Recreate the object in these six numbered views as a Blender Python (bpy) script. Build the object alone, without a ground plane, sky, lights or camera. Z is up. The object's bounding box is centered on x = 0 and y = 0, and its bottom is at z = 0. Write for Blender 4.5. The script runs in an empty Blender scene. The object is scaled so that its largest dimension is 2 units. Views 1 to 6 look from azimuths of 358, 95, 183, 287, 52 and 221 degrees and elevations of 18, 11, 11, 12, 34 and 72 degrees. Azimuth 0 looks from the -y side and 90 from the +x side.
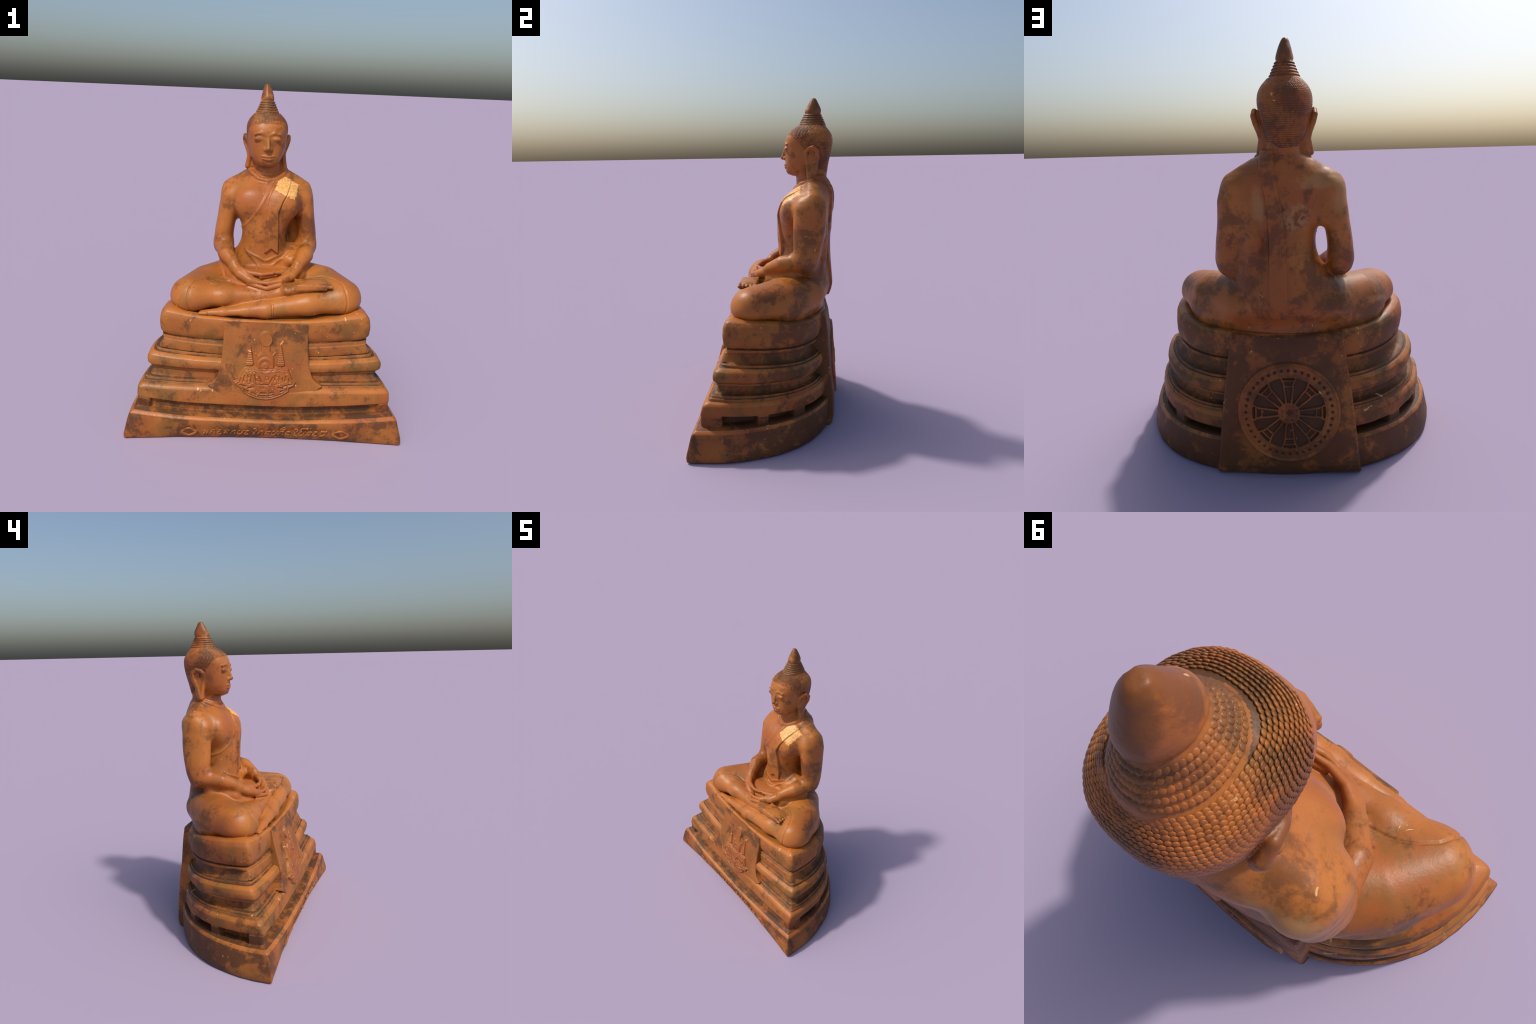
# Seated meditating figure in cast copper on a stepped, bow-fronted pedestal.
# The figure is one smooth implicit body (capsules, sections, smooth unions) meshed once and
# separated by anatomy; the pedestal is a loft through bow-fronted rings; the two relief
# panels are height-modelled plates.
import bpy, math
import numpy as np

SEED = 7
rng = np.random.default_rng(SEED)

# ------------------------------------------------------------------ distance-field helpers
def smin(a, b, k):
    h = np.clip(0.5 + 0.5 * (b - a) / k, 0, 1)
    return b + (a - b) * h - k * h * (1 - h)

def smax(a, b, k):
    return -smin(-a, -b, k)

def blend(k, *ds):
    d = ds[0]
    for e in ds[1:]:
        d = smin(d, e, k)
    return d

def ellipsoid(P, c, r):
    q = (P - np.array(c)) / np.array(r)
    k0 = np.linalg.norm(q, axis=1)
    k1 = np.linalg.norm(q / np.array(r), axis=1) + 1e-9
    return k0 * (k0 - 1) / k1

def cone(P, a, b, ra, rb, squash=(1, 1, 1)):
    """capsule whose radius runs from ra to rb; squash >1 widens it along that axis"""
    s = np.array(squash, float)
    a, b = np.array(a, float), np.array(b, float)
    m = (a + b) / 2
    Q, A, B = (P - m) / s, (a - m) / s, (b - m) / s
    ab = B - A
    t = np.clip((Q - A) @ ab / (ab @ ab), 0, 1)
    return np.linalg.norm(Q - A - t[:, None] * ab, axis=1) - (ra + (rb - ra) * t)

def chain(P, pts, radii, k=0.0, squash=(1, 1, 1)):
    d = None
    for i in range(len(pts) - 1):
        e = cone(P, pts[i], pts[i + 1], radii[i], radii[i + 1], squash)
        d = e if d is None else (smin(d, e, k) if k > 0 else np.minimum(d, e))
    return d

def rbox(P, c, h, r):
    q = np.abs(P - np.array(c)) - (np.array(h) - r)
    return np.linalg.norm(np.maximum(q, 0), axis=1) + np.minimum(q.max(axis=1), 0) - r

def interp_smooth(z, zs, vs):
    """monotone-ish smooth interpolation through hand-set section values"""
    zs, vs = np.array(zs, float), np.array(vs, float)
    m = np.gradient(vs, zs)
    z = np.clip(z, zs[0], zs[-1])
    i = np.clip(np.searchsorted(zs, z) - 1, 0, len(zs) - 2)
    h = zs[i + 1] - zs[i]
    t = (z - zs[i]) / h
    return ((2*t**3 - 3*t**2 + 1) * vs[i] + (t**3 - 2*t**2 + t) * h * m[i]
            + (-2*t**3 + 3*t**2) * vs[i + 1] + (t**3 - t**2) * h * m[i + 1])

def sections(P, rows, n=2.2):
    """stack of oval sections: rows of (z, centre x, half width, front y, back y)"""
    R = np.array(rows)
    z = P[:, 2]
    cx, a, yf, yb = (interp_smooth(z, R[:, 0], R[:, i]) for i in (1, 2, 3, 4))
    cy, b = (yf + yb) / 2, (yb - yf) / 2
    dx, dy = P[:, 0] - cx, P[:, 1] - cy
    q = ((np.abs(dx) / a) ** n + (np.abs(dy) / b) ** n) ** (1 / n) + 1e-6
    r = np.hypot(dx, dy)
    d = np.where(q > 0.2, r * (1 - 1 / q), -np.minimum(a, b) * 0.8)
    over = np.maximum(R[0, 0] - z, z - R[-1, 0])
    return np.where(over > 0, np.maximum(over, np.hypot(np.maximum(d, 0), over)), np.maximum(d, over))

def step(x, a, b):
    t = np.clip((x - a) / (b - a), 0, 1)
    return t * t * (3 - 2 * t)

def seg2(u, v, pts):
    """distance in a plane from (u, v) to a polyline"""
    d = np.full(u.shape, 9.0)
    for (ax, ay), (bx, by) in zip(pts[:-1], pts[1:]):
        ex, ey = bx - ax, by - ay
        t = np.clip(((u - ax) * ex + (v - ay) * ey) / (ex * ex + ey * ey + 1e-12), 0, 1)
        d = np.minimum(d, np.hypot(u - ax - t * ex, v - ay - t * ey))
    return d

def inside2(u, v, poly):
    """signed distance in a plane to a closed polygon (negative inside)"""
    pts = list(poly) + [poly[0]]
    d = seg2(u, v, pts)
    ins = np.zeros(u.shape, bool)
    for (ax, ay), (bx, by) in zip(pts[:-1], pts[1:]):
        c = (ay > v) != (by > v)
        xx = (bx - ax) * (v - ay) / (by - ay + 1e-12) + ax
        ins ^= c & (u < xx)
    return np.where(ins, -d, d)

def wobble(P, amp, freq, seed, n=14):
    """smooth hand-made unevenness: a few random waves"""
    g = np.random.default_rng(seed)
    out = np.zeros(len(P))
    for _ in range(n):
        k = g.normal(size=3); k *= freq * g.uniform(.5, 1.6) / np.linalg.norm(k)
        out += np.sin(P @ k + g.uniform(0, 6.28))
    return out * amp / math.sqrt(n)

def bounded(*boxes):
    """evaluate a field only near its own box; far away the box distance stands in for it"""
    def deco(fn):
        def g(P, s=0):
            if len(boxes) == 1:
                lo, hi = np.array(boxes[0][:3]), np.array(boxes[0][3:])
                if s < 0:
                    lo, hi = np.array([-hi[0], lo[1], lo[2]]), np.array([-lo[0], hi[1], hi[2]])
            else:
                b = boxes[0] if s < 0 else boxes[1]
                lo, hi = np.array(b[:3]), np.array(b[3:])
            q = np.maximum(lo - P, P - hi).clip(0)
            out = np.sqrt((q * q).sum(1)) + .02
            m = out < .09
            if m.any():
                out[m] = fn(P[m], s) if s else fn(P[m])
            return out
        return g
    return deco

# ------------------------------------------------------------------ the figure
HX = -0.016   # the head sits a little off the middle

@bounded((-.15, .06, 1.51, .12, .40, 1.85))
def head_sdf(P):
    d = sections(P, [(1.524, HX+.004, .046, .140, .349), (1.535, HX+.003, .062, .114, .353), (1.552, HX+.002, .077, .102, .356),
                     (1.58, HX+.001, .094, .096, .360), (1.62, HX, .108, .094, .368), (1.66, HX, .116, .093, .378), (1.70, HX, .119, .092, .386),
                     (1.74, HX, .122, .095, .389), (1.77, HX, .118, .107, .384), (1.795, HX, .106, .126, .370),
                     (1.815, HX, .089, .150, .354), (1.832, HX, .070, .180, .340), (1.845, HX, .045, .215, .315)], 2.5)
    # nose, brows, lids, lips, chin
    nose = blend(.006, cone(P, (HX+.002, .100, 1.705), (HX+.003, .082, 1.640), .010, .014),
                 cone(P, (HX-.012, .093, 1.634), (HX+.018, .093, 1.634), .012, .012),
                 ellipsoid(P, (HX+.003, .079, 1.638), (.013, .015, .012)))
    d = smin(d, nose, .008)
    for s in (-1, 1):
        cx = HX - .003 + s * .051
        d = smin(d, chain(P, [(HX + s*.012, .098, 1.712), (cx - s*.012, .0955, 1.726), (cx + s*.024, .104, 1.719)], (.0045, .0050, .004)), .014)
        d = smax(d, -ellipsoid(P, (cx - s*.010, .0845, 1.705), (.030, .0065, .012)), .010)
        d = smin(d, ellipsoid(P, (cx, .1030, 1.692), (.028, .0140, .014)), .008)
        d = smax(d, -chain(P, [(cx - s*.024, .091, 1.685), (cx, .0875, 1.6815), (cx + s*.026, .094, 1.687)], (.0020, .0022, .0020)), .003)
    for z, y, w, r in ((1.5925, .0945, .033, .0078), (1.5765, .0962, .027, .0078)):
        d = smin(d, chain(P, [(HX+.004 - w - .006, y + .004, z + .003), (HX+.004 - w*.45, y, z + .001), (HX+.004, y, z - .001), (HX+.004 + w*.45, y, z + .001), (HX+.004 + w + .006, y + .004, z + .003)],
                          (.003, r, r, r, .003)), .004)
    d = smin(d, ellipsoid(P, (HX+.005, .122, 1.553), (.030, .018, .016)), .012)
    return d

def hairline(phi):
    """height of the hair edge round the head; phi = 0 faces forward"""
    a = np.abs(phi)
    return np.interp(a, [0, .45, .75, 1.05, 1.35, 1.75, 2.0, 2.4, 3.2], [1.778, 1.776, 1.757, 1.708, 1.655, 1.60, 1.565, 1.54, 1.532])

@bounded((-.16, .20, 1.49, -.08, .32, 1.72), (.07, .20, 1.49, .14, .32, 1.72))
def ear_sdf(P, s):
    c = HX + .003
    e = lambda x, y, z: (c + s * x, y, z)
    rim = chain(P, [e(.106, .226, 1.640), e(.116, .224, 1.672), e(.126, .242, 1.690), e(.132, .268, 1.697), e(.135, .293, 1.676),
                    e(.126, .295, 1.645), e(.110, .284, 1.607), e(.102, .270, 1.575), e(.110, .256, 1.535), e(.116, .250, 1.514)],
                (.011, .011, .012, .013, .013, .014, .015, .015, .016, .013), 0, (1, 1, 1))
    lobe = chain(P, [e(.100, .228, 1.640), e(.102, .238, 1.590), e(.112, .245, 1.516)], (.013, .015, .015))
    plate = chain(P, [e(.110, .268, 1.675), e(.104, .258, 1.600), e(.106, .250, 1.530)], (.017, .016, .012), 0, (.6, 1.3, 1))
    fill = chain(P, [e(.092, .272, 1.675), e(.082, .270, 1.60), e(.084, .262, 1.52)], (.032, .032, .028), 0, (1, 1, 1))
    return blend(.008, rim, lobe, plate, fill)

@bounded((-.11, .16, 1.79, .08, .37, 2.01))
def topknot_sdf(P):
    d = sections(P, [(1.80, -.017, .085, .168, .356), (1.828, -.0175, .074, .176, .350), (1.838, -.018, .0685, .183, .346), (1.855, -.018, .060, .191, .339), (1.875, -.018, .051, .200, .330),
                     (1.900, -.019, .0405, .214, .3185), (1.925, -.0195, .0365, .2195, .3165), (1.95, -.021, .031, .232, .309),
                     (1.975, -.0225, .0225, .246, .299), (1.992, -.024, .0155, .256, .289), (2.000, -.024, .010, .262, .281)], 2.1)
    z = P[:, 2] + .006 * np.sin(3 * P[:, 0] / .05)
    d = d + .0026 * np.exp(-((P[:, 2] - 1.9045) / .0035) ** 2)
    rings = sum(np.exp(-((P[:, 2] - zz) / .0028) ** 2) for zz in (1.8365, 1.850, 1.8635, 1.877, 1.890))
    up = step(P[:, 2], 1.905, 1.915)
    return d + .0022 * rings + up * (wobble(P, .0013, 90, 21, 8) + .0006 * np.sin(5 * np.arctan2(P[:, 0] + .02, P[:, 1] - .268)))

@bounded((-.14, .13, 1.39, .14, .39, 1.57))
def neck_sdf(P):
    d = sections(P, [(1.40, -.004, .100, .180, .372), (1.45, -.004, .092, .168, .362), (1.50, -.004, .083, .164, .352), (1.56, -.006, .078, .165, .350)], 2.2)
    folds = sum(np.exp(-((P[:, 2] + .35 * (P[:, 1] - .17) * -1 - zz) / .0035) ** 2) for zz in (1.468, 1.488, 1.508))
    d = d + .003 * folds * (P[:, 1] < .30)
    ring = chain(P, [(-.118, .262, 1.500), (-.095, .200, 1.478), (-.055, .165, 1.452), (-.004, .155, 1.442), (.048, .165, 1.452), (.090, .200, 1.478), (.112, .262, 1.500)],
                 (.010, .011, .011, .011, .011, .011, .010))
    return smin(d, ring, .010)

def torso_form(P):
    d = sections(P, [(.66, 0, .30, .02, .340), (.735, 0, .30, .02, .342), (.78, 0, .295, .03, .366), (.83, 0, .280, .045, .380), (.89, 0, .25, .052, .378), (.94, -.002, .222, .054, .374),
                     (.99, -.006, .178, .056, .370), (1.04, -.008, .150, .057, .367), (1.09, -.010, .137, .057, .366), (1.14, -.010, .138, .056, .366),
                     (1.19, -.009, .156, .056, .368), (1.24, -.006, .182, .057, .370), (1.29, -.003, .204, .060, .373), (1.34, 0, .218, .080, .376),
                     (1.385, 0, .226, .103, .379), (1.42, 0, .212, .130, .378), (1.445, 0, .172, .155, .375), (1.47, 0, .135, .178, .370), (1.49, 0, .115, .195, .362), (1.515, 0, .085, .215, .345)], 2.15)
    # pectorals
    for s in (-1, 1):
        d = smin(d, ellipsoid(P, (s * .100, .132, 1.31), (.098, .058, .085)), .05)
    # sloping shoulders
    d = smin(d, chain(P, [(-.225, .262, 1.378), (-.12, .268, 1.435), (0, .270, 1.455), (.12, .268, 1.440), (.225, .262, 1.385)], (.048, .055, .06, .055, .048)), .03)
    # lap bowl of cloth under the hands
    d = smin(d, ellipsoid(P, (0, .02, .872), (.22, .12, .060)), .03)
    d = smin(d, cone(P, (.165, .17, 1.01), (.15, .09, .965), .045, .04), .03)
    for s in (-1, 1):
        d = smin(d, cone(P, (s * .245, .15, .925), (s * .205, .01, .895), .042, .035), .03)
    return d

WAIST_LINES = []
def waist_cloth(P, d):
    """soft rolls of the waist cloth, laid on the belly and lap"""
    if not WAIST_LINES:
        for w, zt, zb in ((.150, 1.035, .955), (.110, 1.015, .982)):
            t = np.linspace(-1, 1, 13)
            WAIST_LINES.append(snap(torso_form, [(w * a, .02 + .06 * a * a, zb + (zt - zb) * a * a) for a in t]))
    near = np.abs(d) < .03
    if near.any():
        Q, dn = P[near], d[near]
        for ln in WAIST_LINES:
            m = len(ln[::2])
            dn = smin(dn, chain(Q, ln[::2], [.0005 + .004 * math.sin(math.pi * (i + .5) / m) for i in range(m)]), .012)
        d[near] = dn
    return d

@bounded((-.34, -.11, .66, .34, .40, 1.53))
def torso_sdf(P):
    return waist_cloth(P, torso_form(P))

def robe_relief(P):
    """height of the cloth over the skin (sash, front fold with forked end, back fold)"""
    x, y, z = P[:, 0], P[:, 1], P[:, 2]
    front, back = step(-y, -.22, -.18), step(y, .25, .30)
    hem = [(.075, 1.53), (.043, 1.464), (-.048, 1.301), (-.098, 1.225), (-.16, 1.14)]
    # cloth lies on the +x side of the hem
    hx = np.interp(z, [1.14, 1.225, 1.301, 1.464, 1.53], [-.16, -.098, -.048, .043, .075])
    h = .0035 * step(x, hx - .002, hx + .003) * step(z, 1.06, 1.14) * front
    h += .0035 * np.exp(-(seg2(x, z, hem) / .006) ** 2) * front
    rx = np.interp(z, [1.00, 1.15, 1.273, 1.33, 1.368, 1.468, 1.53], [.076, .070, .062, .085, .108, .155, .19])
    lx = np.interp(z, [1.00, 1.29, 1.36, 1.464, 1.53], [-.010, -.006, .010, .062, .1])
    tail = 1.045 - .024 * np.abs((x - .029) / .04)          # forked end
    tail = np.where(np.abs(x - .030) < .05, 1.012 + .034 * (1 - np.abs((x - .030) / .042)), 1.02)
    fold = step(x, lx - .002, lx + .002) * (1 - step(x, rx - .002, rx + .002)) * step(z, tail - .002, tail + .002)
    h += .014 * fold * front * (1 - .55 * step(z, 1.25, 1.40))
    h -= .004 * np.exp(-((x - rx - .004) / .0035) ** 2) * step(z, 1.03, 1.06) * front * (1 - step(z, 1.50, 1.52))
    # fold down the back, from the shoulder to the seat
    bl = np.interp(z, [.75, 1.10, 1.28, 1.45], [-.014, -.012, .005, .035])
    br = np.interp(z, [.75, 1.10, 1.28, 1.45], [.072, .068, .070, .10])
    h += .014 * step(x, bl - .002, bl + .002) * (1 - step(x, br - .003, br + .002)) * step(z, .762, .768) * back
    hem2 = [(-.012, 1.27), (.03, 1.36), (.07, 1.47)]
    h += .007 * np.exp(-(seg2(x, z, hem2) / .007) ** 2) * back
    hb = np.interp(z, [1.16, 1.27, 1.36, 1.47], [-.03, -.012, .03, .07])
    h += .005 * step(x, hb - .003, hb + .003) * step(z, 1.14, 1.20) * (1 - step(z, 1.46, 1.49)) * back
    h += .0025 * np.exp(-(seg2(x, z, [(-.015, 1.055), (-.09, 1.07)]) / .004) ** 2) * back
    return h, fold * front

@bounded((.14, -.06, .88, .34, .37, 1.46))
def arm_sdf(P, s):
    e = lambda x, y, z: (s * x, y, z)
    dx = .004 if s > 0 else 0
    up = sections(P * np.array([s, 1, 1]), [(.945, .255+dx, .025, .210, .250), (.965, .257+dx, .045, .190, .275), (1.0, .260+dx, .056, .165, .290), (1.04, .262+dx, .060, .155, .305),
                      (1.10, .259+dx, .060, .152, .318), (1.20, .244+dx, .060, .150, .335), (1.30, .229+dx, .061, .152, .339), (1.36, .217+dx, .061, .158, .340),
                      (1.388, .207+dx, .052, .176, .330), (1.408, .196+dx, .036, .20, .312), (1.42, .186, .020, .225, .292)], 2.2)
    fore = chain(P, [e(.260+dx, .215, 1.020), e(.243, .085, 1.000), e(.192, .003, .962), e(.186, -.012, .950)], (.056, .051, .037, .034))
    d = smin(up, fore, .035)
    return d

@bounded((-.24, -.17, .83, .09, .04, 1.0), (-.13, -.17, .83, .24, .04, 1.0))
def hand_sdf(P, s):
    if s < 0:   # upper hand
        palm = chain(P, [(-.188, -.005, .945), (-.155, -.055, .920), (-.095, -.098, .895), (-.03, -.112, .882)], (.034, .032, .027, .018))
        thumb = chain(P, [(-.165, -.035, .942), (-.105, -.080, .935), (-.03, -.098, .932), (.036, -.093, .940)], (.020, .016, .012, .008))
        tips = chain(P, [(-.03, -.090, .915), (.06, -.070, .92)], (.014, .010))
        return blend(.008, palm, thumb, tips)
    palm = chain(P, [(.182, -.010, .940), (.150, -.060, .918), (.085, -.100, .895), (.03, -.110, .880)], (.034, .032, .028, .020))
    fingers = []
    for (a, b, c, r) in [((.085, -.116, .902), (.01, -.130, .890), (-.048, -.124, .892), .0130),
                         ((.080, -.126, .880), (.0, -.143, .862), (-.108, -.104, .876), .0130),
                         ((.070, -.124, .858), (.0, -.136, .840), (-.105, -.104, .854), .0125)]:
        fingers.append(chain(P, [a, b, c], (r * 1.15, r, r * .8)))
    f = fingers[0]
    for g in fingers[1:]:
        f = smin(f, g, .003)
    thumb = chain(P, [(.150, -.032, .945), (.085, -.070, .938), (.042, -.084, .942)], (.018, .013, .009))
    return blend(.006, smin(palm, f, .007), thumb)

def seat_form(P):
    """the folded legs and hips rest on one broad oval"""
    return sections(P, [(.64, 0, .45, -.16, .305), (.70, 0, .475, -.17, .315), (.76, 0, .485, -.17, .322), (.80, 0, .465, -.15, .320), (.835, 0, .40, -.12, .30), (.855, 0, .32, -.08, .27)], 2.0)

def leg_form(P, s):
    e = lambda x, y, z: (s * x, y, z)
    w = .012 if s > 0 else 0
    h = .014 if s > 0 else 0
    thigh = chain(P, [e(.19, .200, .812), e(.34+w, .075, .812 + h), e(.442+w, -.080, .803 + h*.4)], (.118, .106, .094), 0, (1.24, 1.24, 1))
    under = chain(P, [e(.20, .14, .755), e(.38+w, .03, .765), e(.43+w, -.09, .770)], (.085, .080, .076), 0, (1.4, 1.4, .75))
    d = smin(thigh, under, .05)
    if s > 0:
        d = smin(d, chain(P, [(.20, -.10, .815), (.36, -.085, .838)], (.045, .045)), .03)
    d = smin(d, seat_form(P), .03)
    d = smin(d, chain(P, [e(.08, -.02, .79), e(.24, 0, .80), e(.34, -.03, .805)], (.06, .06, .06)), .04)
    if s < 0:   # this shin lies on top
        shin = chain(P, [(-.430, -.092, .795), (-.25, -.094, .797), (0, -.105, .813), (.16, -.118, .850)], (.088, .067, .040, .036), .03, (1, 1.15, .95))
        knee = shin
    else:
        shin = chain(P, [(.440, -.100, .797), (.25, -.135, .775), (0, -.165, .742), (-.12, -.175, .735)], (.094, .078, .055, .042), .03, (1, 1, .9))
        knee = shin
    d = smin(d, shin, .03)
    # hem of the undergarment across the knee, and the ankle bands
    if s < 0:
        hem = [(-.14, -.030, .905), (-.209, -.043, .897), (-.297, -.059, .905), (-.361, -.084, .897), (-.416, -.123, .880), (-.449, -.169, .841), (-.452, -.188, .790), (-.437, -.183, .72)]
        bands = [[(-.035, -.11, .915), (-.035, -.165, .895), (-.028, -.184, .850), (-.022, -.17, .80)], [(-.022, -.11, .918), (-.022, -.165, .898), (-.015, -.184, .852), (-.009, -.17, .80)]]
    else:
        hem = [(.25, -.02, .92), (.34, -.035, .925), (.405, -.075, .915), (.445, -.125, .885), (.462, -.175, .845), (.470, -.200, .80), (.458, -.195, .73)]
        bands = [[(.030, -.19, .785), (.034, -.222, .74), (.036, -.215, .70)], [(.042, -.19, .785), (.046, -.222, .74), (.048, -.215, .70)]]
    return d, hem, bands

def snap(f, pts):
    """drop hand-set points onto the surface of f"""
    Q = np.repeat(np.array(pts, float), 1, 0)
    t = np.linspace(0, len(Q) - 1, 3 * len(Q))
    Q = np.stack([np.interp(t, np.arange(len(Q)), Q[:, i]) for i in range(3)], 1)
    for _ in range(8):
        d0 = f(Q)
        g = np.stack([f(Q + np.eye(3)[i] * .001) - d0 for i in range(3)], 1) / .001
        Q = Q - g * (d0 / ((g * g).sum(1) + 1e-6))[:, None]
    return Q

LEG_LINES = {}
@bounded((-.57, -.25, .64, .22, .40, .99), (-.17, -.25, .64, .60, .40, .99))
def leg_sdf(P, s):
    d, hem, bands = leg_form(P, s)
    if s not in LEG_LINES:
        f = lambda Q: leg_form(Q, s)[0]
        LEG_LINES[s] = (snap(f, hem), [snap(f, b) for b in bands])
    hem, bands = LEG_LINES[s]
    near = np.abs(d) < .02
    if near.any():
        Q, dn = P[near], d[near]
        dn = smax(dn, -chain(Q, hem, (.0040,) * len(hem)), .005)
        for b in bands:
            dn = smax(dn, -chain(Q, b, (.0030,) * len(b)), .004)
        d[near] = dn
    return d

@bounded((.05, -.21, .80, .41, -.03, .94), (-.41, -.24, .68, -.05, -.13, .79))
def foot_sdf(P, s):
    if s < 0:   # sole-up foot lying on the other thigh
        base = chain(P, [(.12, -.124, .856), (.24, -.121, .877), (.335, -.120, .890)], (.038, .034, .026), .02, (1, 1.35, .75))
        slab = rbox(P, (.262, -.121, .884), (.092, .054, .018), .010)
        d = smin(base, slab, .02)
        toes = [cone(P, (.335, -.166 + i * .0222, .891), (.376 - .004 * i, -.168 + i * .0228, .890), .0118, .0100) for i in range(5)]
    else:
        base = chain(P, [(-.11, -.175, .737), (-.25, -.185, .727), (-.365, -.190, .722)], (.040, .030, .018), .02, (1, 1, .8))
        d = base
        toes = [cone(P, (-.345, -.206 + i * .010, .724), (-.384 + .002 * i, -.204 + i * .010, .722), .009, .008) for i in range(3)]
    for t in toes:
        d = smin(d, t, .004)
    return d

@bounded((.12, .22, .88, .34, .38, 1.44))
def web_sdf(P):
    """cloth hanging between the left arm and the flank"""
    return blend(.03, chain(P, [(.155, .31, 1.30), (.135, .318, 1.15), (.140, .308, 1.02), (.155, .285, .95)], (.05, .045, .045, .05)),
                 chain(P, [(.20, .295, 1.36), (.19, .295, 1.20), (.20, .27, 1.05), (.21, .25, .97)], (.055, .05, .045, .045), 0, (1.2, 1, 1)),
                 cone(P, (.25, .29, 1.30), (.24, .255, 1.02), .045, .035))

@bounded((-.30, .18, 1.14, -.10, .36, 1.42))
def pit_sdf(P):
    """closes the right armpit down to the gap beside the waist"""
    return chain(P, [(-.20, .27, 1.37), (-.185, .275, 1.27), (-.178, .275, 1.225)], (.06, .05, .040), 0, (1, 1.2, 1))

PARTS = ["topknot", "head", "neck", "torso", "ear", "ear", "arm", "arm", "hand", "hand", "leg", "leg", "foot", "foot"]
def part_fields(P):
    return [topknot_sdf(P), head_sdf(P), neck_sdf(P), torso_sdf(P), ear_sdf(P, -1), ear_sdf(P, 1), arm_sdf(P, -1), arm_sdf(P, 1),
            hand_sdf(P, -1), hand_sdf(P, 1), leg_sdf(P, -1), leg_sdf(P, 1), foot_sdf(P, -1), foot_sdf(P, 1)]

def figure_sdf(P):
    tk, hd, nk, to, e1, e2, a1, a2, h1, h2, l1, l2, f1, f2 = part_fields(P)
    d = smin(hd, tk, .004)
    d = smin(d, nk, .012)
    d = smin(d, e1, .005); d = smin(d, e2, .005)
    body = to - robe_relief(P)[0]
    body = smin(body, web_sdf(P), .035)
    body = smin(body, pit_sdf(P), .03)
    body = smin(body, nk, .014)
    body = smin(body, a1, .034); body = smin(body, a2, .034)
    legs = smin(smin(l2, f2, .015), smin(l1, f1, .015), .006)
    body = smin(body, legs, .020)
    body = smin(body, smin(h1, h2, .004), .008)
    d = smin(d, body, .008)
    return np.maximum(d, .668 - P[:, 2])

def mesh_field(f, lo, hi, h, block=8):
    """surface nets on a sparse sampling of f"""
    lo = np.array(lo)
    n = (np.ceil((np.array(hi) - lo) / h / block).astype(int)) * block
    nb = n // block
    B = np.stack(np.meshgrid(*[np.arange(k) for k in nb], indexing="ij"), -1).reshape(-1, 3)
    dc = f(lo + (B * block + (block - 1) / 2) * h)
    vol = np.repeat(np.repeat(np.repeat(dc.reshape(nb), block, 0), block, 1), block, 2).astype(np.float32)
    near = B[np.abs(dc) < block * h * .87 + .025]
    off = np.stack(np.meshgrid(*[np.arange(block)] * 3, indexing="ij"), -1).reshape(-1, 3)
    for c in range(0, len(near), 400):
        I = (near[c:c + 400, None, :] * block + off[None]).reshape(-1, 3)
        vol[I[:, 0], I[:, 1], I[:, 2]] = f(lo + I * h)
    s = vol < 0
    acc = np.zeros(tuple(n - 1) + (3,), np.float32); cnt = np.zeros(tuple(n - 1), np.float32)
    def sl(a, o):
        return a[o[0]:o[0] + n[0] - 1, o[1]:o[1] + n[1] - 1, o[2]:o[2] + n[2] - 1]
    for ax in range(3):
        u, v = [a for a in range(3) if a != ax]
        for du in (0, 1):
            for dv in (0, 1):
                o = [0, 0, 0]; o[u] = du; o[v] = dv
                o2 = list(o); o2[ax] = 1
                m = sl(s, o) != sl(s, o2)
                idx = np.nonzero(m)
                a, b = sl(vol, o)[idx], sl(vol, o2)[idx]
                t = a / (a - b)
                p = np.zeros((len(t), 3), np.float32); p[:, ax] = t; p[:, u] = du; p[:, v] = dv
                acc[idx] += p; cnt[idx] += 1
    cells = np.nonzero(cnt > 0)
    vid = np.full(tuple(n - 1), -1, np.int64); vid[cells] = np.arange(len(cells[0]))
    V = lo + (np.stack(cells, 1) + acc[cells] / cnt[cells][:, None]) * h
    F = []
    for ax in range(3):
        u, v = (ax + 1) % 3, (ax + 2) % 3
        sa = [slice(1, n[i] - 1) for i in range(3)]; sa[ax] = slice(0, n[ax] - 1)
        sb = list(sa); sb[ax] = slice(1, n[ax])
        A, Bm = s[tuple(sa)], s[tuple(sb)]
        idx = np.stack(np.nonzero(A != Bm), 1)
        base = idx + np.array([0 if i == ax else 1 for i in range(3)])
        def q(a, b):
            c = base.copy(); c[:, u] -= a; c[:, v] -= b
            return vid[c[:, 0], c[:, 1], c[:, 2]]
        quad = np.stack([q(1, 1), q(0, 1), q(0, 0), q(1, 0)], 1)
        flip = ~A[tuple((idx).T)]
        quad[flip] = quad[flip][:, ::-1]
        F.append(quad)
    F = np.concatenate(F)
    F = F[(F >= 0).all(1)]
    for _ in range(1):      # settle the vertices on the true surface
        e = h * .3
        d0 = f(V)
        g = np.stack([f(V + np.eye(3)[i] * e) - d0 for i in range(3)], 1) / e
        g2 = (g * g).sum(1) + 1e-6
        V = V - g * np.clip(d0 / g2, -h * .6, h * .6)[:, None]
    return V, F

# ------------------------------------------------------------------ scene bookkeeping
coll = bpy.context.scene.collection

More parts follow.
